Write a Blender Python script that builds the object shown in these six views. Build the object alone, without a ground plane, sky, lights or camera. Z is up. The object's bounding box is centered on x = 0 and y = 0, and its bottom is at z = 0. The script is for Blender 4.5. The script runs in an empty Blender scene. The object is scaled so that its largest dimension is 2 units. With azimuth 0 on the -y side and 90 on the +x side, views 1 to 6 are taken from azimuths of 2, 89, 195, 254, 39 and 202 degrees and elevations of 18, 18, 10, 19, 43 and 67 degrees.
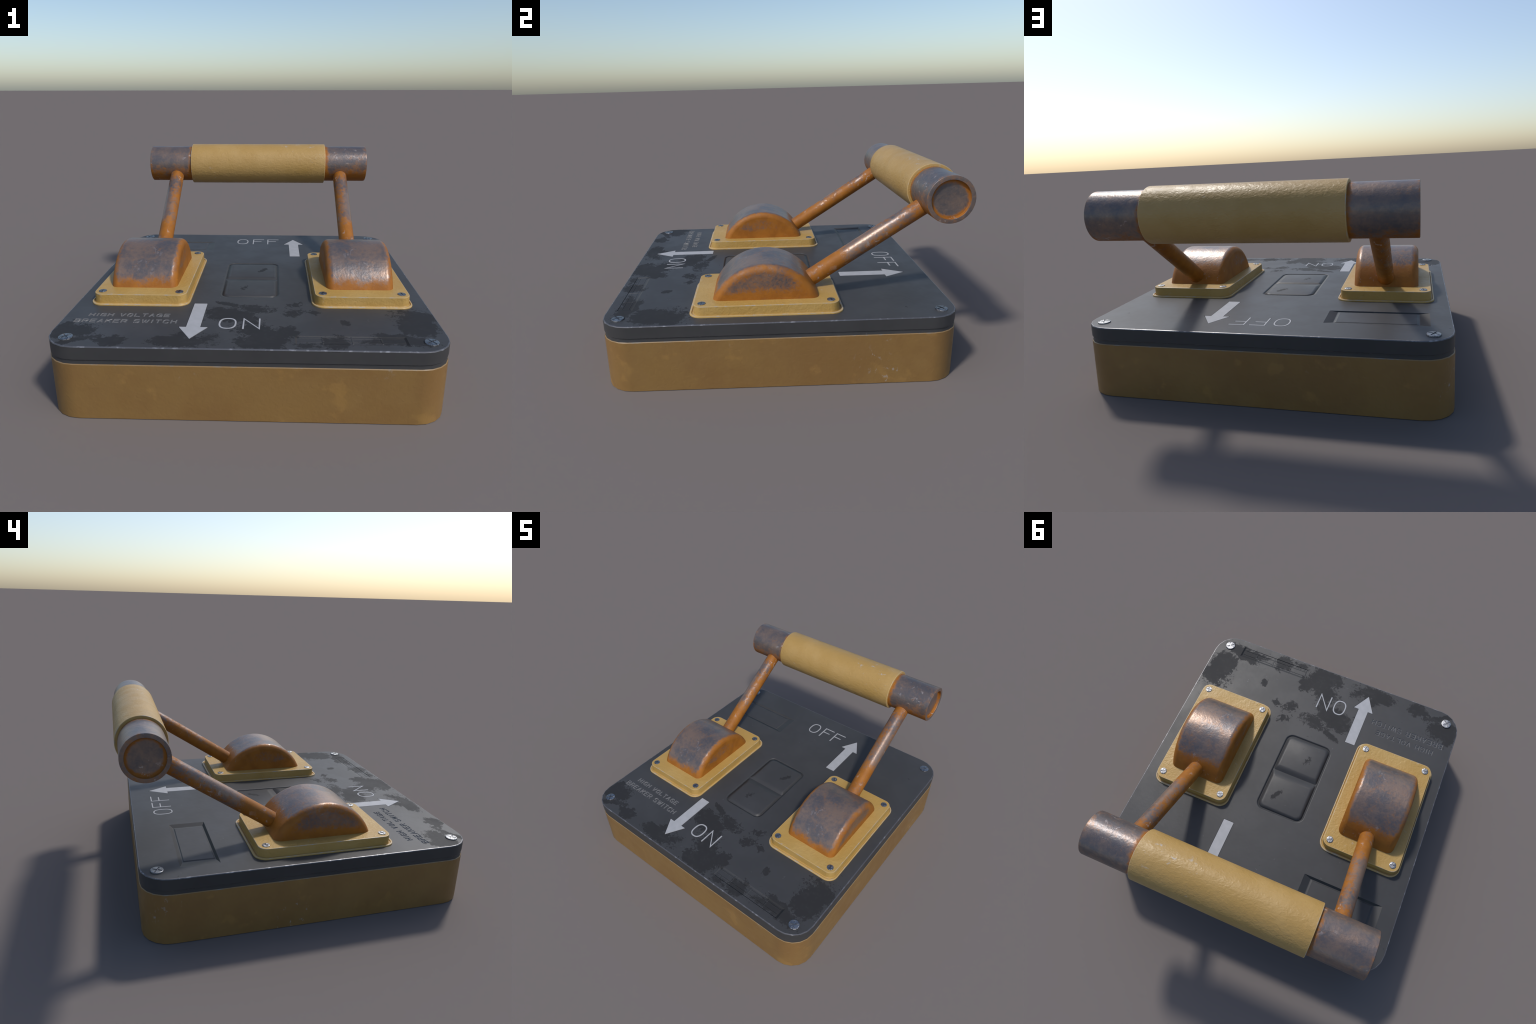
# Rusty two-lever breaker switch: square box, dark lid with engraved marks,
# two padded mounting plates with half-drum housings, and a tilted bar handle.
import bpy, bmesh, math, random
from mathutils import Vector, Matrix

random.seed(7)
COLL = bpy.context.scene.collection


def lin(r, g, b):
    f = lambda c: (c / 255 / 12.92) if c <= 10 else ((c / 255 + 0.055) / 1.055) ** 2.4
    return (f(r), f(g), f(b), 1.0)


# ------------------------------------------------------------------ node helper
class Mat:
    def __init__(self, name):
        self.m = bpy.data.materials.new(name)
        self.m.use_nodes = True
        self.t = self.m.node_tree
        self.t.nodes.clear()
        self.out = self.t.nodes.new("ShaderNodeOutputMaterial")
        self.b = self.t.nodes.new("ShaderNodeBsdfPrincipled")
        self.t.links.new(self.b.outputs[0], self.out.inputs[0])
        tc = self.t.nodes.new("ShaderNodeTexCoord")
        self.co = tc.outputs["Object"]
        self._xyz = None

    def n(self, kind):
        return self.t.nodes.new(kind)

    def put(self, sock, v):
        if isinstance(v, bpy.types.NodeSocket):
            self.t.links.new(v, sock)
        else:
            sock.default_value = v

    def xyz(self):
        if self._xyz is None:
            s = self.n("ShaderNodeSeparateXYZ")
            self.put(s.inputs[0], self.co)
            self._xyz = (s.outputs[0], s.outputs[1], s.outputs[2])
        return self._xyz

    def mapped(self, scale=(1, 1, 1), loc=(0, 0, 0), rot=(0, 0, 0)):
        k = self.n("ShaderNodeMapping")
        self.put(k.inputs["Vector"], self.co)
        k.inputs["Scale"].default_value = scale
        k.inputs["Location"].default_value = loc
        k.inputs["Rotation"].default_value = rot
        return k.outputs[0]

    def noise(self, scale, detail=4, rough=0.55, dist=0.0, vec=None):
        k = self.n("ShaderNodeTexNoise")
        self.put(k.inputs["Vector"], vec if vec is not None else self.co)
        k.inputs["Scale"].default_value = scale
        k.inputs["Detail"].default_value = detail
        k.inputs["Roughness"].default_value = rough
        k.inputs["Distortion"].default_value = dist
        return k.outputs["Fac"]

    def voronoi(self, scale, vec=None):
        k = self.n("ShaderNodeTexVoronoi")
        self.put(k.inputs["Vector"], vec if vec is not None else self.co)
        k.inputs["Scale"].default_value = scale
        return k.outputs["Distance"]

    def math(self, op, a, b=0.0, c=None, clamp=False):
        k = self.n("ShaderNodeMath")
        k.operation = op
        k.use_clamp = clamp
        self.put(k.inputs[0], a)
        self.put(k.inputs[1], b)
        if c is not None:
            self.put(k.inputs[2], c)
        return k.outputs[0]

    def add(self, a, b): return self.math("ADD", a, b)
    def sub(self, a, b): return self.math("SUBTRACT", a, b)
    def mul(self, a, b): return self.math("MULTIPLY", a, b)

    def step(self, v, lo, hi, to0=0.0, to1=1.0):
        k = self.n("ShaderNodeMapRange")
        k.interpolation_type = "SMOOTHSTEP"
        self.put(k.inputs["Value"], v)
        k.inputs["From Min"].default_value = lo
        k.inputs["From Max"].default_value = hi
        k.inputs["To Min"].default_value = to0
        k.inputs["To Max"].default_value = to1
        return k.outputs[0]

    def mix(self, f, a, b):
        k = self.n("ShaderNodeMix")
        k.data_type = "RGBA"
        self.put(k.inputs[0], f)
        self.put(k.inputs[6], a)
        self.put(k.inputs[7], b)
        return k.outputs[2]

    def near(self, p, radius):
        """1 at the point p of object space, fading to 0 at the given radius"""
        k = self.n("ShaderNodeVectorMath")
        k.operation = "DISTANCE"
        self.put(k.inputs[0], self.co)
        k.inputs[1].default_value = p
        return self.step(k.outputs["Value"], radius * 0.45, radius, 1.0, 0.0)

    def bump(self, h, strength, dist, prev=None):
        k = self.n("ShaderNodeBump")
        k.inputs["Strength"].default_value = strength
        k.inputs["Distance"].default_value = dist
        self.put(k.inputs["Height"], h)
        if prev is not None:
            self.put(k.inputs["Normal"], prev)
        return k.outputs[0]

    def blob(self, x, y, rx, ry, ang=0.0):
        """soft ellipse on the xy plane: 1 at the centre, 0 at the rim, negative beyond"""
        X, Y, _ = self.xyz()
        dx, dy = self.sub(X, x), self.sub(Y, y)
        c, s = math.cos(ang), math.sin(ang)
        u = self.math("DIVIDE", self.add(self.mul(dx, c), self.mul(dy, s)), rx)
        v = self.math("DIVIDE", self.sub(self.mul(dy, c), self.mul(dx, s)), ry)
        return self.sub(1.0, self.math("SQRT", self.add(self.mul(u, u), self.mul(v, v))))

    def relief(self, k):
        """deepens the shading of shallow pressed relief: tilted faces lean k times further"""
        g = self.n("ShaderNodeNewGeometry")
        a = self.n("ShaderNodeVectorMath")
        a.operation = "MULTIPLY"
        self.put(a.inputs[0], g.outputs["Normal"])
        a.inputs[1].default_value = (k, k, 1.0)
        b = self.n("ShaderNodeVectorMath")
        b.operation = "NORMALIZE"
        self.put(b.inputs[0], a.outputs[0])
        return b.outputs[0]

    def set(self, **kw):
        for k, v in kw.items():
            self.put(self.b.inputs[k.replace("_", " ")], v)
        return self.m


# ------------------------------------------------------------------ measures (m)
CY = -0.0415                 # box centre in y
HB, HL = 0.9585, 0.9575      # half widths of box and lid
RC = 0.155                   # corner radius of both
LID = 0.381                  # height of the lid's top face
PX, PY = 0.6066, -0.1135     # mounting plate centres
PLATE = 0.439                # height of the plates' top face
DY, DR, DH = -0.1140, 0.3160, 0.1955    # drum centre, radius and height
BY, BZ = 0.8545, 0.9635      # bar axis


# ------------------------------------------------------------------ materials
YEL = lin(178, 146, 86)
YEL_B = lin(171, 137, 73)
CHIP = lin(168, 166, 164)


def chips(M, amount, scale=22, seed=0.0, spot=None):
    """sparse pale scuffs: small torn flecks gathered in a few places"""
    area = M.step(M.noise(2.3, 2, vec=M.mapped(loc=(seed, 3.1, 1.7))), 0.58, 0.70)
    if spot:
        area = M.math("MAXIMUM", area, M.near(*spot))
    fleck = M.step(M.noise(scale, 5, 0.70, 0.15, vec=M.mapped(loc=(1.0, seed, 0.4), scale=(1.0, 1.6, 1.0))), 0.60, 0.66)
    return M.mul(M.mul(area, fleck), amount)


def paint(name, light, deep, bump, mottled=0.0, chip=0.5, seed=0.0, stretch=(1, 1, 1), rough=0.44, grain=44, spot=None):
    M = Mat(name)
    cloud = M.noise(3.2, 5, 0.6, vec=M.mapped(loc=(seed, 0, 0)))
    fac = M.step(cloud, 0.36, 0.64)
    col = M.mix(fac, deep, light)
    if mottled:
        dab = M.step(M.noise(7.5, 4, 0.55, vec=M.mapped(loc=(seed + 4, 2, 0))), 0.60, 0.70)
        col = M.mix(M.mul(dab, mottled), col, lin(160, 123, 68))
    c = chips(M, chip, seed=seed, spot=spot)
    col = M.mix(c, col, CHIP)
    g1 = M.noise(grain, 3, 0.5, 0.6, vec=M.mapped(scale=stretch))
    g2 = M.noise(110, 2, 0.5, vec=M.mapped(scale=stretch))
    h = M.add(M.mul(g1, 0.75), M.mul(g2, 0.25))
    nrm = M.bump(h, bump, 0.0068)
    return M.set(Base_Color=col, Roughness=M.step(M.noise(9, 3), 0.3, 0.7, rough - 0.05, rough + 0.08),
                 Specular_IOR_Level=0.40, Normal=nrm)


def worn(name, under, bare, lo, hi, scale=26, metal=0.0):
    """narrow edge strips: paint rubbed through to a pale line"""
    M = Mat(name)
    f = M.step(M.noise(scale, 4, 0.6), lo, hi)
    return M.set(Base_Color=M.mix(f, under, bare), Roughness=0.40, Metallic=metal)


DUSTY = lin(66, 67, 70)
STAIN = lin(45, 45, 46)
DARK_PATCHES = [  # x, y, rx, ry, angle, strength
    (-0.19, -0.895, 0.06, 0.04, 0.6, .8), (0.27, -0.955, 0.07, 0.03, 0.0, .8), (0.845, -0.70, 0.100, 0.160, -0.15, 1.0), (0.74, -0.89, 0.16, 0.050, -0.25, 1.0), (0.795, -0.63, 0.06, 0.03, 0.0, .75),
    (0.42, -0.925, 0.075, 0.055, 0.5, .9), (0.60, -0.905, 0.09, 0.045, 0.1, .7),
    (0.09, -0.905, 0.125, 0.085, 0.3, 1.15), (0.01, -0.80, 0.075, 0.085, 0.5, .95), (0.19, -0.83, 0.06, 0.07, 0.3, .8),
    (-0.09, -0.63, 0.115, 0.080, -0.25, 1.05), (0.03, -0.55, 0.10, 0.040, -0.1, .9), (-0.12, -0.49, 0.07, 0.020, -0.3, .75),
    (-0.17, -0.60, 0.05, 0.05, 0.0, .7), (-0.32, -0.935, 0.145, 0.048, -0.08, 1.1), (-0.31, -0.87, 0.06, 0.05, 0.0, .85),
    (-0.615, -0.935, 0.062, 0.055, 0.7, 1.0), (-0.70, -0.93, 0.03, 0.02, 0.0, .7),
    (-0.82, -0.83, 0.075, 0.070, 0.5, .95), (-0.905, -0.84, 0.045, 0.085, 0.0, .95), (-0.78, -0.915, 0.09, 0.025, 0.35, .8),
    (-0.86, -0.955, 0.05, 0.020, 0.15, .8),
    (0.23, -0.60, 0.060, 0.040, 0.4, .7), (0.345, -0.59, 0.035, 0.030, 0.0, .62), (0.235, -0.49, 0.045, 0.025, 0.6, .62),
    (0.49, -0.71, 0.025, 0.030, 0.0, .62), (-0.045, -0.24, 0.02, 0.05, -0.35, .58), (0.05, 0.06, 0.02, 0.05, -0.4, .58),
]


def lid_paint(name, k, tone=0):
    M = Mat(name)
    M.co = M.n("ShaderNodeNewGeometry").outputs["Position"]
    best = None
    for x, y, rx, ry, a, s in DARK_PATCHES:
        b = M.mul(M.math("MAXIMUM", M.blob(x, y, rx * 1.45, ry * 1.45, a), -0.6), s)
        best = b if best is None else M.math("MAXIMUM", best, b)
    ragged = M.sub(M.noise(8.0, 9, 0.70, 0.6), 0.5)
    fine = M.sub(M.noise(42.0, 6, 0.72, 0.6), 0.5)
    v = M.add(best, M.add(M.mul(ragged, 2.1), M.mul(M.mul(fine, M.step(M.noise(4.5, 2), 0.40, 0.60, 0.3, 1.7)), 1.7)))
    spray = M.step(M.add(M.mul(best, 0.80), M.mul(M.sub(M.noise(64.0, 4, 0.7, 0.3), 0.5), 2.8)), 0.44, 0.56)
    stain = M.mul(M.math("MAXIMUM", M.step(v, 0.25, 0.33), M.mul(spray, 0.8)), M.step(M.xyz()[2], 0.372, 0.374))   # only on the upper face
    cloud = M.step(M.noise(4.0, 6, 0.6), 0.3, 0.7)
    dust = M.mix(cloud, lin(57, 57, 58), lin(63, 63, 64))
    fleck = M.step(M.noise(30, 3, 0.6, vec=M.mapped(loc=(3, 3, 0))), 0.715, 0.75)
    dust = M.mix(M.mul(fleck, 0.4), dust, lin(98, 98, 100))
    col = M.mix(M.mul(stain, M.step(M.noise(24, 6, 0.7), 0.30, 0.50, 0.60, 1.0)), dust, STAIN)
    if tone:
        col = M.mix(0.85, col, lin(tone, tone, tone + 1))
    rough = M.add(M.mul(stain, 0.16), M.step(cloud, 0, 1, 0.50, 0.44))
    nrm = M.bump(M.noise(48, 4, 0.6), 0.10, 0.004, M.relief(k))
    return M.set(Base_Color=col, Roughness=rough, Specular_IOR_Level=M.sub(0.36, M.mul(stain, 0.16)), Normal=nrm)


RUST_A, RUST_B = lin(152, 95, 28), lin(139, 85, 24)
STEEL_BLUE, STEEL_BROWN = lin(88, 91, 97), lin(132, 114, 103)


def rusty(name, mask, scale=9.0, scratch=0.6, seed=0.0, metal=0.45, broken=1.0, spot=None):
    """mask(M) gives where bare steel shows (about -0.5 .. 1); noise breaks its border"""
    M = Mat(name)
    big = M.sub(M.noise(scale, 6, 0.62, 0.3, vec=M.mapped(loc=(seed, seed, 0))), 0.5)
    small = M.sub(M.noise(scale * 5.2, 5, 0.7, 0.5, vec=M.mapped(loc=(0, seed, 2))), 0.5)
    v = M.add(mask(M), M.add(M.mul(big, 1.2 * broken), M.mul(small, 1.25 * broken)))
    steel = M.step(v, 0.05, 0.88)
    rust = M.mix(M.step(M.noise(13, 4, 0.6), 0.35, 0.65), RUST_B, RUST_A)
    hue = M.step(M.add(M.noise(scale * 0.62, 6, 0.66, vec=M.mapped(loc=(5, seed, 1))), M.mul(small, 0.45)), 0.31, 0.69)
    bare = M.mix(hue, STEEL_BROWN, STEEL_BLUE)
    col = M.mix(M.mul(steel, 0.92), rust, bare)
    if scratch:
        area = M.step(M.noise(3.4, 2, vec=M.mapped(loc=(seed + 2, 0, 5))), 0.53, 0.64)
        if spot:
            area = M.math("MAXIMUM", area, M.near(*spot))
        mark = M.step(M.noise(24, 5, 0.62, 0.5, vec=M.mapped(loc=(seed, 7, 0))), 0.60, 0.65)
        sc = M.mul(M.mul(area, mark), scratch)
        col = M.mix(sc, col, lin(178, 168, 164))
    lumps = M.add(M.mul(M.noise(24, 4, 0.6, 0.5), 0.7), M.mul(M.noise(80, 3, 0.6), 0.3))
    nrm = M.bump(lumps, 0.30, 0.008)
    return M.set(Base_Color=col, Metallic=M.mul(steel, metal), Specular_IOR_Level=M.step(steel, 0, 1, 0.32, 0.60),
                 Roughness=M.step(steel, 0, 1, 0.60, 0.37), Normal=nrm)


def dome_mask(M):
    X, Y, Z = M.xyz()
    ax = M.math("ABSOLUTE", X)
    front = M.step(Y, -0.22, 0.28, 0.0, 0.085)             # rust climbs higher on the lever side
    drum = M.step(M.sub(Z, front), -0.025, 0.085, -0.25, 0.86)
    edge = M.step(ax, 0.142, 0.178, 0.0, 0.66)
    side = M.step(ax, 0.178, 0.186)
    r = M.math("SQRT", M.add(M.mul(Y, Y), M.math("POWER", M.sub(Z, DH - DR), 2.0)))
    face = M.mul(M.step(Z, 0.015, 0.085), M.step(r, 0.245, 0.297, 1.0, 0.30))
    face = M.mul(face, M.step(Y, 0.06, 0.25, 0.64, 0.10))
    inner = M.step(X, -0.05, 0.05, 0.36, 0.0)               # inner flank keeps its rust
    flank = M.sub(face, inner)
    top = M.sub(drum, edge)
    return M.add(M.mul(top, M.sub(1.0, side)), M.mul(flank, side))


def bar_mask(M):
    X, Y, Z = M.xyz()
    ax = M.math("ABSOLUTE", X)
    up = M.step(M.sub(Z, M.mul(Y, 0.0)), -0.125, 0.05, -0.05, 0.95)
    back = M.step(Y, -0.02, 0.11, 0.0, 0.55)
    v = M.math("MINIMUM", M.add(up, back), 1.0)
    collar = M.step(ax, 0.495, 0.535, 0.75, 0.0)
    lip = M.step(ax, 0.775, 0.798, 0.0, 0.30)
    v = M.sub(M.sub(v, collar), lip)
    r = M.math("SQRT", M.add(M.mul(Y, Y), M.mul(Z, Z)))
    disc = M.step(r, 0.070, 0.104, 1.15, -0.1)
    rim = M.step(r, 0.1022, 0.1045, 0.0, 0.85)
    endv = M.add(disc, rim)
    isend = M.mul(M.step(ax, 0.7785, 0.7795), M.step(r, 0.1262, 0.1255))
    return M.add(M.mul(v, M.sub(1.0, isend)), M.mul(endv, isend))


def rod_mask(M):
    X, Y, Z = M.xyz()                                       # rod runs along local z, local y faces down
    up = M.step(Y, -0.045, 0.025, 0.50, -0.05)
    out = M.step(X, -0.035, 0.045, 0.0, 0.48)
    mid = M.mul(M.step(Z, 0.30, 0.44, 0.0, 1.0), M.step(Z, 0.72, 0.90, 1.0, 0.25))
    return M.sub(M.mul(M.add(up, out), M.add(M.mul(mid, 0.8), 0.2)), 0.10)


def steel_screw():
    M = Mat("screw_steel")
    f = M.noise(55, 4, 0.6)
    col = M.mix(M.step(f, 0.35, 0.65), lin(116, 118, 122), lin(160, 161, 164))
    spot = M.step(M.noise(70, 3, 0.6, vec=M.mapped(loc=(2, 1, 0))), 0.62, 0.70)
    col = M.mix(M.mul(spot, 0.5), col, lin(96, 74, 58))
    return M.set(Base_Color=col, Metallic=0.95, Roughness=0.27, Normal=M.bump(M.noise(130, 4, 0.7), 0.9, 0.003))


def white_mark():
    M = Mat("white_marking_paint")
    return M.set(Base_Color=M.mix(M.step(M.noise(20, 4), 0.3, 0.7), lin(158, 159, 161), lin(166, 166, 169)), Roughness=0.55, Specular_IOR_Level=0.35)


PLATE_PAINT = paint("yellow_paint", YEL, YEL_B, 0.52, chip=0.45, seed=1.3, grain=46)
GRIP_PAINT = paint("yellow_grip_paint", lin(171, 140, 86), lin(164, 132, 75), 0.48, chip=0.85, seed=2.1, stretch=(0.8, 1.1, 1.1), grain=50, spot=((0.385, -0.055, 0.125), 0.16))
BASE_PAINT = paint("brownish_yellow_paint", lin(133, 103, 59), lin(127, 96, 55), 0.22, mottled=0.30, chip=0.40, seed=5.2)  # darker, browner yellow than the plates, even over the whole box
PLATE_EDGE = worn("yellow_worn_edge", lin(182, 152, 98), lin(168, 156, 138), 0.46, 0.66)
LID_PAINT = lid_paint("dark_grey_paint", 3.4)
LID_PRESSED = lid_paint("dark_grey_pressed_relief", 9.0)
LID_ENGRAVED = lid_paint("sun_lightened_engraving", 1.6, 106)  # letter cuts coloured paler than the lid to show sunlight on their slopes
LID_GROOVE = lid_paint("painted_shadow_groove", 1.0, 38)  # near-black tint draws the edge shadow around arrows and ON/OFF
LID_EDGE = worn("grey_worn_edge", lin(98, 98, 102), lin(146, 146, 150), 0.52, 0.68, metal=0.5)
BASE_EDGE = worn("base_worn_edge", lin(132, 106, 68), lin(124, 116, 104), 0.50, 0.66, 18)
DOME_RUST = rusty("rusty_drum_steel", dome_mask, 10.0, 0.25, 0.6)
BAR_RUST = rusty("rusty_bar_steel", bar_mask, 8.0, 0.60, 3.7, broken=1.15, spot=((0.66, -0.07, 0.10), 0.15))
ROD_RUST = rusty("rusty_rod_steel", rod_mask, 9.0, 0.60, 1.9, broken=1.5, spot=((0.0, -0.05, 0.74), 0.17))
SCREW = steel_screw()
WHITE = white_mark()


# ------------------------------------------------------------------ mesh helper
def rrect(x0, x1, y0, y1, r, seg=5):
    """rounded rectangle, counter-clockwise; r is one radius or four (++, -+, --, +-)"""
    rr = [r] * 4 if not isinstance(r, (tuple, list)) else r
    cs = [(x1, y1, -1, -1), (x0, y1, 1, -1), (x0, y0, 1, 1), (x1, y0, -1, 1)]
    pts = []
    for k, (cx, cy, sx, sy) in enumerate(cs):
        q = max(rr[k], 1e-5)
        for i in range(seg + 1):
            a = math.pi / 2 * (k + i / seg)
            pts.append((cx + sx * q + q * math.cos(a), cy + sy * q + q * math.sin(a)))
    return pts


def loft(bm, loops, mats=None, caps=(True, True), capmats=(0, 0)):
    """loops: lists of 3D points of equal length; mats[i] is the slot of band i"""
    rows = [[bm.verts.new(p) for p in lp] for lp in loops]
    for i in range(len(rows) - 1):
        a, b = rows[i], rows[i + 1]
        n = len(a)
        for j in range(n):
            f = bm.faces.new((a[j], a[(j + 1) % n], b[(j + 1) % n], b[j]))
            f.material_index = mats[i] if mats else 0
    if caps[0]:
        bm.faces.new(rows[0][::-1]).material_index = capmats[0]
    if caps[1]:
        bm.faces.new(rows[-1]).material_index = capmats[1]
    return rows


def lathe(bm, prof, seg=48, axis="x", mats=None, closed=False):
    """prof: (along, radius) pairs; a radius of 0 closes the shape"""
    rows = []
    for t, r in prof:
        if r == 0:
            rows.append([bm.verts.new((t, 0, 0) if axis == "x" else (0, 0, t))])
        else:
            ring = []
            for i in range(seg):
                a = 2 * math.pi * i / seg
                c, s = r * math.cos(a), r * math.sin(a)
                ring.append(bm.verts.new((t, c, s) if axis == "x" else (c, s, t)))
            rows.append(ring)
    pairs = list(range(len(rows) - 1))
    for i in pairs + ([-1] if closed else []):
        a, b = rows[i], rows[i + 1]
        for j in range(seg):
            k = (j + 1) % seg
            if len(a) == 1:
                f = bm.faces.new((a[0], b[k], b[j]))
            elif len(b) == 1:
                f = bm.faces.new((a[j], a[k], b[0]))
            else:
                f = bm.faces.new((a[j], a[k], b[k], b[j]))
            f.material_index = mats[i] if mats else 0


def mesh(name, build, mats, smooth=35):
    bm = bmesh.new()
    build(bm)
    bmesh.ops.recalc_face_normals(bm, faces=bm.faces)
    me = bpy.data.meshes.new(name)
    bm.to_mesh(me)
    bm.free()
    for m in mats:
        me.materials.append(m)
    shade(me, smooth)
    return me


def shade(me, smooth=35):
    me.shade_smooth()
    me.set_sharp_from_angle(angle=math.radians(smooth))


def obj(name, me, loc=(0, 0, 0), parent=None, rot=None, weighted=True, scale=None):
    o = bpy.data.objects.new(name, me)
    COLL.objects.link(o)
    if parent is not None:
        o.parent = parent
    M = Matrix.Translation(Vector(loc))
    if rot is not None:
        M = M @ rot
    if scale is not None:
        M = M @ Matrix.Diagonal((*scale, 1.0))
    o.matrix_local = (WORLD[parent.name].inverted() @ M) if parent is not None else M
    WORLD[o.name] = M
    if weighted and me is not None:
        w = o.modifiers.new("weighted", "WEIGHTED_NORMAL")
        w.keep_sharp = True
    return o


WORLD = {}


def cut(target, cutter, self_cut=True):
    """apply an exact boolean difference to the target's mesh, then drop the cutter"""
    md = target.modifiers.new("cut", "BOOLEAN")
    md.operation, md.solver, md.object = "DIFFERENCE", "EXACT", cutter
    md.use_self, md.material_mode = self_cut, "TRANSFER"
    bpy.context.view_layer.update()
    dg = bpy.context.evaluated_depsgraph_get()
    me = bpy.data.meshes.new_from_object(target.evaluated_get(dg))
    target.modifiers.remove(md)
    old = target.data
    target.data = me
    me.name = old.name
    bpy.data.meshes.remove(old)
    bpy.data.objects.remove(cutter)
    return me


def ring(inset, z, h=HL, r=RC, cy=CY):
    return [(x, y, z) for x, y in rrect(-h + inset, h - inset, cy - h + inset, cy + h - inset, r - inset)]


root = bpy.data.objects.new("breaker_switch", None)
COLL.objects.link(root)
WORLD[root.name] = Matrix.Identity(4)
root["label"] = "yellow and dark grey breaker switch with a rusty bar handle"
root["category"] = "electrical switch"

# ------------------------------------------------------------------ box and seal
box = obj("base_box", mesh("base_box", lambda bm: loft(
    bm, [ring(0, 0.0, HB), ring(0, 0.2865, HB), ring(0.0030, 0.2905, HB)], mats=[0, 1], capmats=(0, 1)),
    [BASE_PAINT, BASE_EDGE]), parent=root)
seal = obj("lid_seal", mesh("lid_seal", lambda bm: loft(
    bm, [ring(0.002, 0.288), ring(0.002, 0.2915), ring(0.0042, 0.2980), ring(0.0052, 0.301), ring(0.0052, 0.314)]),
    [LID_PAINT]), parent=box)


# ------------------------------------------------------------------ lid with engraved marks
def lid_body(bm):
    ins = [(0.012, 0.3105), (0.0030, 0.3105), (0.0010, 0.3125), (0.0, 0.3165), (0.0, 0.3758), (0.0018, 0.3795), (0.0058, LID)]
    loft(bm, [ring(i, z) for i, z in ins], mats=[0, 1, 0, 0, 1, 1])


lid = obj("lid_plate", mesh("lid_plate", lid_body, [LID_PAINT, LID_EDGE]), parent=root, weighted=False)

GLYPHS = {  # strokes on a 1 x 1 cell; every stroke is a polyline
    "H": [[(0, 0), (0, 1)], [(1, 0), (1, 1)], [(0, .5), (1, .5)]],
    "I": [[(.5, 0), (.5, 1)]],
    "N": [[(0, 0), (0, 1), (1, 0), (1, 1)]],
    "F": [[(0, 0), (0, 1), (1, 1)], [(0, .56), (.75, .56)]],
    "E": [[(1, 0), (0, 0), (0, 1), (1, 1)], [(0, .52), (.85, .52)]],
    "V": [[(0, 1), (.5, 0), (1, 1)]],
    "W": [[(0, 1), (.25, 0), (.5, .9), (.75, 0), (1, 1)]],
    "L": [[(0, 1), (0, 0), (1, 0)]],
    "T": [[(0, 1), (1, 1)], [(.5, 1), (.5, 0)]],
    "A": [[(0, 0), (.5, 1), (1, 0)], [(.2, .33), (.8, .33)]],
    "K": [[(0, 0), (0, 1)], [(1, 1), (.06, .44)], [(.32, .62), (1, 0)]],
    "B": [[(0, 0), (0, 1), (.7, 1), (.95, .88), (.95, .65), (.7, .53), (0, .53)], [(.7, .53), (1, .4), (1, .14), (.72, 0), (0, 0)]],
    "R": [[(0, 0), (0, 1), (.7, 1), (1, .86), (1, .6), (.7, .45), (0, .45)], [(.55, .45), (1, 0)]],
    "S": [[(1, .82), (.78, 1), (.22, 1), (0, .84), (0, .64), (.2, .53), (.8, .47), (1, .34), (1, .16), (.78, 0), (.22, 0), (0, .17)]],
    "C": [[(1, .8), (.78, 1), (.25, 1), (0, .78), (0, .22), (.25, 0), (.78, 0), (1, .2)]],
    "G": [[(1, .82), (.75, 1), (.25, 1), (0, .78), (0, .22), (.25, 0), (1, 0), (1, .42), (.55, .42)]],
}


def oval(n=28):
    """the wide stadium-shaped O"""
    pts = []
    for i in range(n + 1):
        a = 2 * math.pi * i / n
        c, s = math.cos(a), math.sin(a)
        pts.append((.5 + .5 * math.copysign(abs(c) ** .80, c), .5 + .5 * math.copysign(abs(s) ** .80, s)))
    return pts


GLYPHS["O"] = [oval()]


def stroke_solid(bm, pts, w, z0, z1, closed=False, w0=None):
    """a mitred ribbon of width w along a polyline, extruded from z0 (width w0) to z1"""
    w0 = w if w0 is None else w0
    P = [Vector(p) for p in pts]
    if closed:
        P = P[:-1]
    n = len(P)
    left, right = [], []
    for i in range(n):
        d0 = (P[i] - P[i - 1]).normalized() if (i > 0 or closed) else None
        d1 = (P[(i + 1) % n] - P[i]).normalized() if (i < n - 1 or closed) else None
        d0, d1 = d0 or d1, d1 or d0
        t = (d0 + d1)
        t = t.normalized() if t.length > 1e-4 else d1
        nrm = Vector((-t.y, t.x))
        k = min(1.0 / max(abs(nrm.dot(Vector((-d1.y, d1.x)))), 0.42), 2.4)
        for ww, lst in ((w0, left), (w, right)):
            q = P[i].copy()
            if not closed and i == 0:
                q -= d1 * ww * 0.5
            if not closed and i == n - 1:
                q += d0 * ww * 0.5
            lst.append((q + nrm * ww / 2 * k, q - nrm * ww / 2 * k))
    lo = [(bm.verts.new((*a, z0)), bm.verts.new((*b, z0))) for a, b in left]
    hi = [(bm.verts.new((*a, z1)), bm.verts.new((*b, z1))) for a, b in right]
    for i in range(n if closed else n - 1):
        j = (i + 1) % n
        bm.faces.new((lo[i][0], lo[j][0], lo[j][1], lo[i][1]))
        bm.faces.new((hi[i][1], hi[j][1], hi[j][0], hi[i][0]))
        bm.faces.new((lo[i][0], hi[i][0], hi[j][0], lo[j][0]))
        bm.faces.new((lo[j][1], hi[j][1], hi[i][1], lo[i][1]))
    if not closed:
        bm.faces.new((lo[0][1], hi[0][1], hi[0][0], lo[0][0]))
        bm.faces.new((lo[-1][0], hi[-1][0], hi[-1][1], lo[-1][1]))


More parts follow.
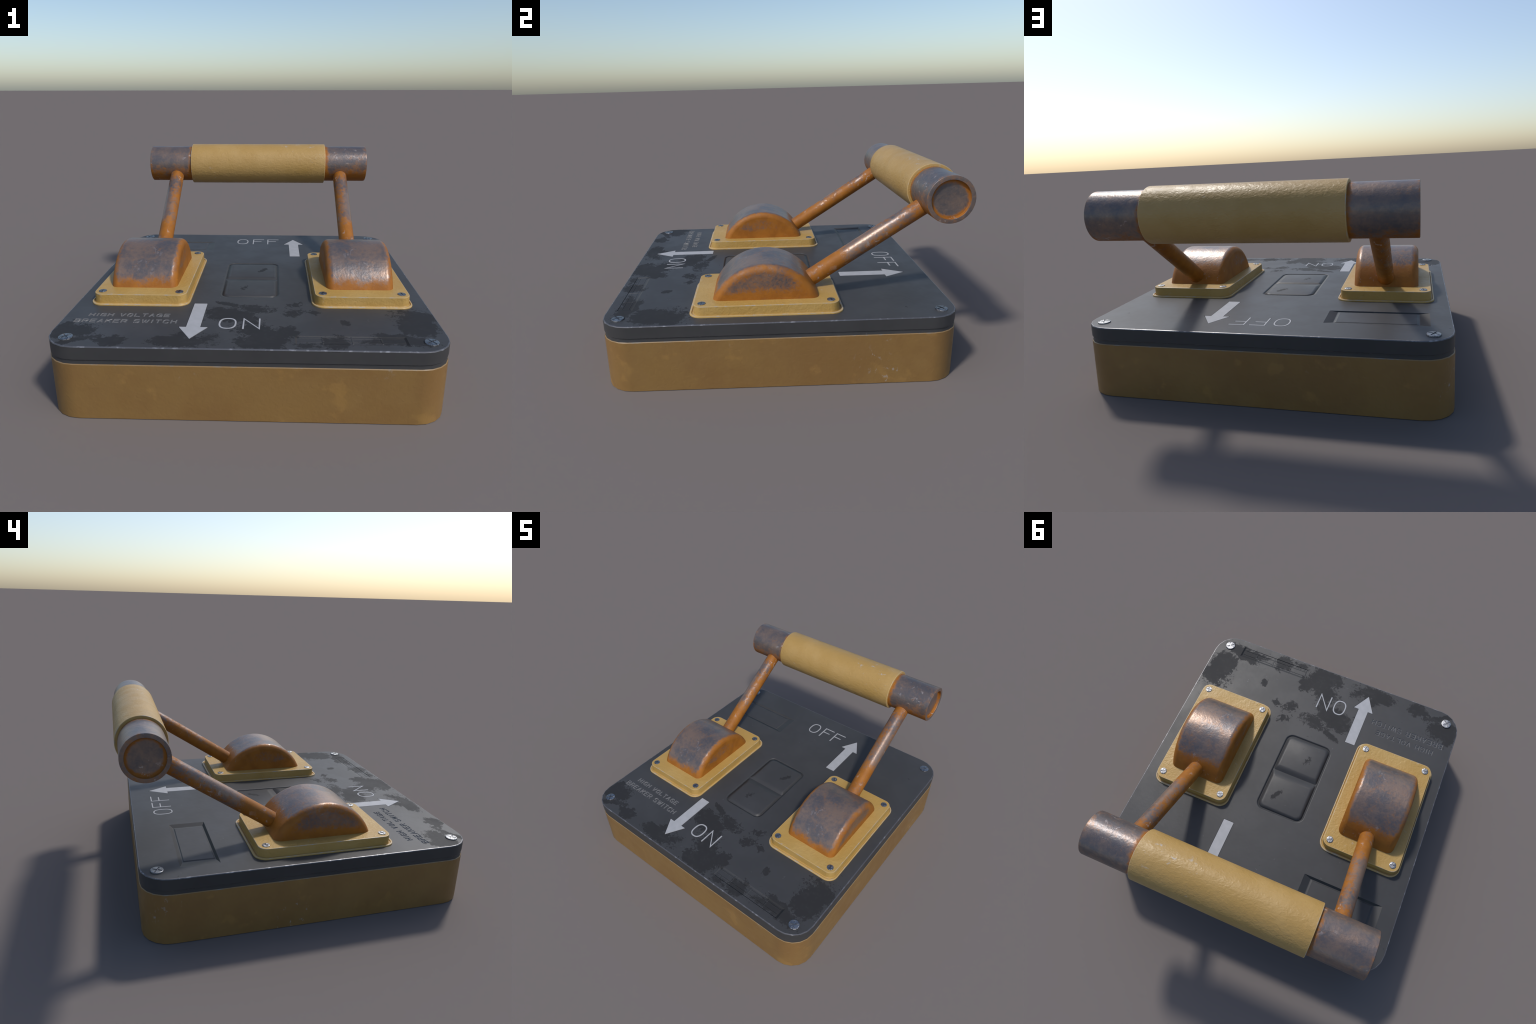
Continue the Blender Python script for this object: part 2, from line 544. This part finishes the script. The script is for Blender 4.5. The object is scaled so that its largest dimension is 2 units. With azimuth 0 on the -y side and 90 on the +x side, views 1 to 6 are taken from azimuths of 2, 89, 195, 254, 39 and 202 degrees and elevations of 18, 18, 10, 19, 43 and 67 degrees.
def glyph(bm, ch, x, y, w, h, sw, z0, z1, top=None, foot=None):
    """one letter whose outer box starts at x, y; strokes get slightly different depths"""
    for k, st in enumerate(GLYPHS[ch]):
        pts = [(x + sw / 2 + u * (w - sw), y + sw / 2 + v * (h - sw)) for u, v in st]
        stroke_solid(bm, pts, top or sw, z0 - k * 0.0002, z1 + k * 0.0002, closed=(ch == "O"), w0=foot)


def groove(bm, ch, x, y, w, h, sw, top):
    """one letter as a set of short V-shaped chisel cuts, one convex wedge per segment"""
    k = 0
    for st in GLYPHS[ch]:
        st = st[::2] if ch == "O" else st
        pts = [Vector((x + sw / 2 + u * (w - sw), y + sw / 2 + v * (h - sw))) for u, v in st]
        for p, q in zip(pts[:-1], pts[1:]):
            d = (q - p).normalized()
            n = Vector((-d.y, d.x))
            k += 1
            loops = []
            for ww, e, z in ((0.0010, 0.0004, LID - 0.0030 - 0.00007 * (k % 7)), (top, top * 0.32, LID + 0.0030 + 0.00007 * (k % 7))):
                loops.append([(*(c - n * ww / 2 * sg + d * e * t), z) for c, sg, t in ((p, 1, -1), (q, 1, 1), (q, -1, 1), (p, -1, -1))])
            loft(bm, loops)


# letter, left x, width; shared base line and height
ON = [("O", -0.1500, 0.0900), ("N", -0.0290, 0.0890)]
OFF = [("O", -0.1580, 0.0850), ("F", -0.0380, 0.0850), ("F", 0.0725, 0.0865)]
ON_Y, ON_H, ON_W = -0.7915, 0.1220, 0.0088
OFF_Y, OFF_H, OFF_W = 0.6600, 0.1240, 0.0080

ADVANCE = {"I": 0.45, " ": 0.55, "W": 1.25}


def line(text, x0, x1):
    """spread letters between x0 and x1; returns (letter, left, width)"""
    unit = sum(ADVANCE.get(c, 1.0) for c in text) + 0.22 * (len(text) - 1)
    k = (x1 - x0) / unit
    res, x = [], x0
    for c in text:
        w = ADVANCE.get(c, 1.0) * k
        if c != " ":
            res.append((c, x, w))
        x += w + 0.22 * k
    return res


def arrow(cx, tail, neck, tip, shaft=0.0352, head=0.0713):
    return [(cx - shaft, tail), (cx - shaft, neck), (cx - head, neck), (cx, tip), (cx + head, neck), (cx + shaft, neck), (cx + shaft, tail)]


ARROWS = [arrow(-0.2722, -0.4875, -0.7785, -0.9030), arrow(0.2712, 0.3670, 0.6560, 0.7810)]


def prism(bm, pts, z0, z1, grow=0.0):
    if grow:
        c = Vector((sum(p[0] for p in pts) / len(pts), sum(p[1] for p in pts) / len(pts)))
    loft(bm, [[(x, y, z0) for x, y in pts], [(x, y, z1) for x, y in pts]])


def frustum(bm, rb, rt, zb, zt, r=0.0, over=0.01):
    """tapering pocket cutter: rectangle rb at depth zb to rt at the surface zt, carried on above it"""
    k = over / (zt - zb)
    ru = [t + (t - b) * k for b, t in zip(rb, rt)]
    loft(bm, [[(x, y, z) for x, y in rrect(*q, r, 4)] for q, z in ((rb, zb), (ru, zt + over))])


def cutter_marks(bm):
    for a in ARROWS:
        g = 0.0024
        up = math.copysign(1, a[3][1] - a[0][1])
        cx = a[3][0]
        prism(bm, arrow(cx, a[0][1] - g * up, a[1][1] - g * up, a[3][1] + g * 1.9 * up, 0.0352 + g, 0.0713 + g * 2.2), LID - 0.0030, LID + 0.01)
    for word, y, h, sw in ((ON, ON_Y, ON_H, ON_W), (OFF, OFF_Y, OFF_H, OFF_W)):
        for c, x, w in word:
            glyph(bm, c, x, y, w, h, sw, LID - 0.0030, LID + 0.01, top=sw + 0.0034, foot=sw + 0.0034)


def cutter_lettering(bm):
    for text, x0, x1, y, h in (("HIGH VOLTAGE", -0.8365, -0.4120, -0.6675, 0.0400), ("BREAKER SWITCH", -0.8885, -0.3615, -0.7420, 0.0430)):
        for c, x, w in line(text, x0, x1):
            groove(bm, c, x, y, w, h, 0.0078, 0.0172)


POCKET = (-0.1725, 0.1500, -0.3860, 0.1960)
WINDOW = (-0.8500, -0.3250, 0.4930, 0.7080)
WFLOOR = (-0.8000, -0.3720, 0.5090, 0.6900)
GRILLE = (0.2280, 0.7535, -0.9420, -0.8560)


def cutter_pockets(bm):
    x0, x1, y0, y1 = POCKET
    g = 0.004
    loft(bm, [[(x, y, z) for x, y in rrect(x0 - q, x1 + q, y0 - q, y1 + q, 0.045 + q, 5)] for q, z in
              ((0, LID - 0.0032), (0, LID - 0.0014), (0.004, LID - 0.0008), (0.012, LID + 0.00005), (0.014, LID + 0.01))])
    frustum(bm, WFLOOR, WINDOW, LID - 0.0030, LID, 0.001)
    x0, x1, y0, y1 = GRILLE
    frustum(bm, (x0 + 0.008, x1 - 0.012, y0 + 0.004, y1 - 0.012), GRILLE, LID - 0.0009, LID, 0.001)


for fn, selfcut, wall in ((cutter_pockets, False, LID_PRESSED), (cutter_marks, True, LID_GROOVE), (cutter_lettering, True, LID_ENGRAVED)):
    c = bpy.data.objects.new("cutter", mesh("cutter", fn, [wall]))
    COLL.objects.link(c)
    cut(lid, c, selfcut)
shade(lid.data, 25)
crisp = bmesh.new()                       # window and grille: keep the shallow pressed edges crisp
crisp.from_mesh(lid.data)
for e in crisp.edges:
    my = (e.verts[0].co.y + e.verts[1].co.y) / 2
    if len(e.link_faces) == 2 and (my > 0.40 or my < -0.845) and all(f.normal.z > 0.5 for f in e.link_faces):
        if e.calc_face_angle(0.0) > 0.02 and max(abs(v.co.x) for v in e.verts) < 0.90:
            e.smooth = False
crisp.to_mesh(lid.data)
crisp.free()
w = lid.modifiers.new("weighted", "WEIGHTED_NORMAL")
w.keep_sharp = True

for a in ARROWS:
    cx = a[3][0]
    cyy = (a[0][1] + a[3][1]) / 2
    obj("arrow_mark", mesh("arrow_mark", lambda bm: prism(bm, [(x - cx, y - cyy) for x, y in a], -0.0034, 0.0003), [WHITE]),
        loc=(cx, cyy, LID), parent=lid, weighted=False)
for word, y, h, sw in ((ON, ON_Y, ON_H, ON_W), (OFF, OFF_Y, OFF_H, OFF_W)):
    for c, x, wd in word:
        obj("letter", mesh("letter", lambda bm: glyph(bm, c, 0, 0, wd, h, sw, -0.0034, 0.0003), [WHITE]),
            loc=(x, y, LID), parent=lid, weighted=False)


def push_pad(x0, x1, y0, y1, split_high):
    """cushion-shaped pad; one long side slopes down further, towards its neighbour"""
    big, tiny = 0.040, 0.013
    rad = lambda s: [tiny + s, tiny + s, big, big] if split_high else [big, big, tiny + s, tiny + s]
    lv = [(0, 0, -0.0030), (0, 0, -0.0025), (0.0042, 0.010, -0.0018), (0.009, 0.021, -0.0011), (0.016, 0.034, -0.0005), (0.024, 0.044, -0.0003)]
    loops = []
    for i, s, z in lv:
        a, b = (i, s) if split_high else (s, i)
        rr = [max(q - i * 0.5, 0.004) for q in rad(s * 0.25)]
        loops.append([(x, y, z) for x, y in rrect(x0 + i, x1 - i, y0 + a, y1 - b, rr, 5)])
    return loops


x0, x1, y0, y1 = POCKET
ym = -0.0985
for lo, hi, sp in ((y0 + 0.003, ym - 0.001, True), (ym + 0.001, y1 - 0.003, False)):
    cx, cyy = (x0 + x1) / 2, (lo + hi) / 2
    obj("push_pad", mesh("push_pad", lambda bm: loft(bm, push_pad(x0 + 0.003 - cx, x1 - 0.003 - cx, lo - cyy, hi - cyy, sp)),
                         [LID_PRESSED], 60), loc=(cx, cyy, LID), parent=lid, weighted=False)

# floor panel of the recessed window
fx0, fx1, fy0, fy1 = WFLOOR
obj("window_panel", mesh("window_panel", lambda bm: loft(bm, [
    [(x, y, z) for x, y in rrect(fx0 + .005 + i, fx1 - .004 - i, fy0 + .003 + i * .5, fy1 - .005 - i * .6, 0.004, 3)]
    for i, z in ((0, -0.0036), (0, -0.0028), (0.010, -0.0022))]), [LID_PRESSED], 1.5), loc=(0, 0, LID), parent=lid, weighted=False)

# ribs and slats of the little grille
gx0, gx1, gy0, gy1 = GRILLE


def ridge(w, d, z0, z1, t=0.0022):
    return lambda bm: loft(bm, [[(x, y, z) for x, y in rrect(-w / 2 + i, w / 2 - i, -d / 2 + i, d / 2 - i, 0.0012, 2)]
                                for i, z in ((0, z0), (t, z1))])


for x in (0.3560, 0.4945, 0.6310):
    obj("grille_rib", mesh("grille_rib", ridge(0.014, gy1 - gy0 - 0.008, -0.0016, -0.0001, 0.0050), [LID_PAINT], 1.5),
        loc=(x, (gy0 + gy1) / 2, LID), parent=lid, weighted=False)
for y in (-0.9170, -0.8800):
    obj("grille_slat", mesh("grille_slat", ridge(gx1 - gx0 - 0.020, 0.012, -0.0016, -0.0004, 0.0050), [LID_PAINT], 1.5),
        loc=((gx0 + gx1) / 2 - 0.002, y, LID), parent=lid, weighted=False)


# ------------------------------------------------------------------ screws
def screw_mesh(name, r, h):
    def body(bm):
        lathe(bm, [(-0.004, 0), (-0.004, r * 0.98), (h * 0.45, r), (h * 0.72, r * 0.975), (h * 0.84, r * 0.91),
                   (h * 0.90, r * 0.80), (h * 0.97, r * 0.45), (h, 0)], 28, "z")

    def cross(bm):
        for k in (0, 1):
            a, b = (r * 0.82, r * 0.10) if k == 0 else (r * 0.10, r * 0.82)
            loft(bm, [[(x, y, z) for x, y in ((-a, -b), (a, -b), (a, b), (-a, b))] for z in (h * (0.45 - 0.02 * k), h * 2)])

    tmp = bpy.data.objects.new("tmp", mesh(name, body, [SCREW]))
    c = bpy.data.objects.new("cutter", mesh("cutter", cross, [SCREW]))
    COLL.objects.link(tmp)
    COLL.objects.link(c)
    me = cut(tmp, c, True)
    bpy.data.objects.remove(tmp)
    shade(me, 40)
    return me


BIG, SMALL = screw_mesh("corner_screw", 0.0342, 0.0080), screw_mesh("plate_screw", 0.0222, 0.0060)


def spin(a, tilt=0.0):
    return Matrix.Rotation(a, 4, "Z") @ Matrix.Rotation(tilt, 4, "X")


for (sx, sy), a in zip(((-1, -1), (1, -1), (1, 1), (-1, 1)), (0.72, 0.62, 0.5, 1.05)):
    obj("corner_screw", BIG, loc=(sx * 0.8600, -0.0415 + sy * 0.8680, LID), parent=lid, rot=spin(a), weighted=False)


# ------------------------------------------------------------------ plates and drums
def plate_body(bm):
    hx, hy = 0.2562, 0.3955
    lv = [(0.0225, -0.0010), (0.0225, 0.0050), (0.0205, 0.0080), (0.0135, 0.0085), (0.0115, 0.0070), (0.0100, 0.0030), (0.0030, 0.0030),
          (0.0005, 0.0060), (0.0, 0.0110), (0.0, 0.0535), (-0.0012, 0.0568), (-0.0040, 0.0580)]
    k = lambda o: o if o <= 0 else o * 1.05
    kx = lambda o: o if o <= 0 else o * 0.74
    loops = [[(x, y, z) for x, y in rrect(-hx - kx(o), hx + kx(o), -hy - k(o), hy + k(o), 0.050 + o * 0.8, 6)] for o, z in lv]
    loft(bm, loops, mats=[0, 1, 1, 1, 0, 0, 0, 0, 0, 1, 1])


PLATE_ME = mesh("mounting_plate", plate_body, [PLATE_PAINT, PLATE_EDGE], 30)


def drum(bm):
    hx, rb, n, m = 0.1870, 0.040, 40, 7
    zc = DH - DR
    rows = []
    for side in (-1, 1):
        st = [(side * (hx - rb + rb * math.sin(t)), rb * (1 - math.cos(t))) for t in [math.pi / 2 * i / m for i in range(m + 1)]]
        rows += st[::-1] if side < 0 else st
    loops = []
    for x, ins in rows:
        R = DR - ins
        a0 = math.acos(min(1, max(-1, (-zc - 0.004) / R)))
        loops.append([(x, R * math.sin(-a0 + 2 * a0 * i / n), zc + R * math.cos(-a0 + 2 * a0 * i / n)) for i in range(n + 1)])
    loft(bm, loops)


DRUM_ME = mesh("drum_housing", drum, [DOME_RUST], 50)

for sx in (1, -1):
    plate = obj("mounting_plate", PLATE_ME, loc=(sx * PX, PY, LID), parent=root)
    for ux in (-1, 1):
        for uy in (-1, 1):
            obj("plate_screw", SMALL, loc=(sx * PX + ux * 0.2130, PY + uy * 0.3500, PLATE - 0.0008), parent=plate,
                rot=spin(random.uniform(0, math.pi), random.uniform(-0.03, 0.03)), weighted=False)
    obj("drum_housing", DRUM_ME, loc=(sx * PX, DY, PLATE), parent=plate, weighted=True, scale=(sx, 1, 1))

# ------------------------------------------------------------------ handle
bar_prof = [(-0.780, 0), (-0.780, 0.0995), (-0.7825, 0.1025), (-0.7975, 0.1030), (-0.800, 0.1050), (-0.800, 0.1238), (-0.7975, 0.1268), (-0.793, 0.1273)]
bar_prof = bar_prof + [(-0.60, 0.1273), (-0.52, 0.1273), (0.52, 0.1273), (0.60, 0.1273)] + [(-x, r) for x, r in bar_prof[::-1]]
bar = obj("handle_bar", mesh("handle_bar", lambda bm: lathe(bm, bar_prof, 48), [BAR_RUST], 40), loc=(0, BY, BZ), parent=root)

GX, GR = 0.4945, 0.1445
grip_prof = [(-GX, 0.126), (-GX, 0.1405), (-GX + 0.0012, 0.1432), (-GX + 0.0042, GR), (-0.25, GR), (0, GR), (0.25, GR),
             (GX - 0.0042, GR), (GX - 0.0012, 0.1432), (GX, 0.1405), (GX, 0.126)]
obj("grip_sleeve", mesh("grip_sleeve", lambda bm: lathe(bm, grip_prof, 64, mats=[0, 1, 1, 0, 0, 0, 0, 1, 1, 0]),
                        [GRIP_PAINT, PLATE_EDGE], 40), loc=(0, BY, BZ), parent=bar)

ANG = math.radians(32.75)
ROD_L, ROD_R = 0.97, 0.0492


def rod(bm):
    lathe(bm, [(0, 0), (0, ROD_R), (0.30, ROD_R), (0.65, ROD_R), (ROD_L, ROD_R), (ROD_L, 0)], 28, "z")


ROD_ME = mesh("lever_rod", rod, [ROD_RUST], 40)
aim = Matrix.Rotation(-(math.pi / 2 - ANG), 4, "X")
for sx in (1, -1):
    start = (sx * PX, 0.45 - 0.43, 0.686 - 0.43 * math.tan(ANG))
    obj("lever_rod", ROD_ME, loc=start, parent=bar, rot=aim, scale=(sx, 1, 1))
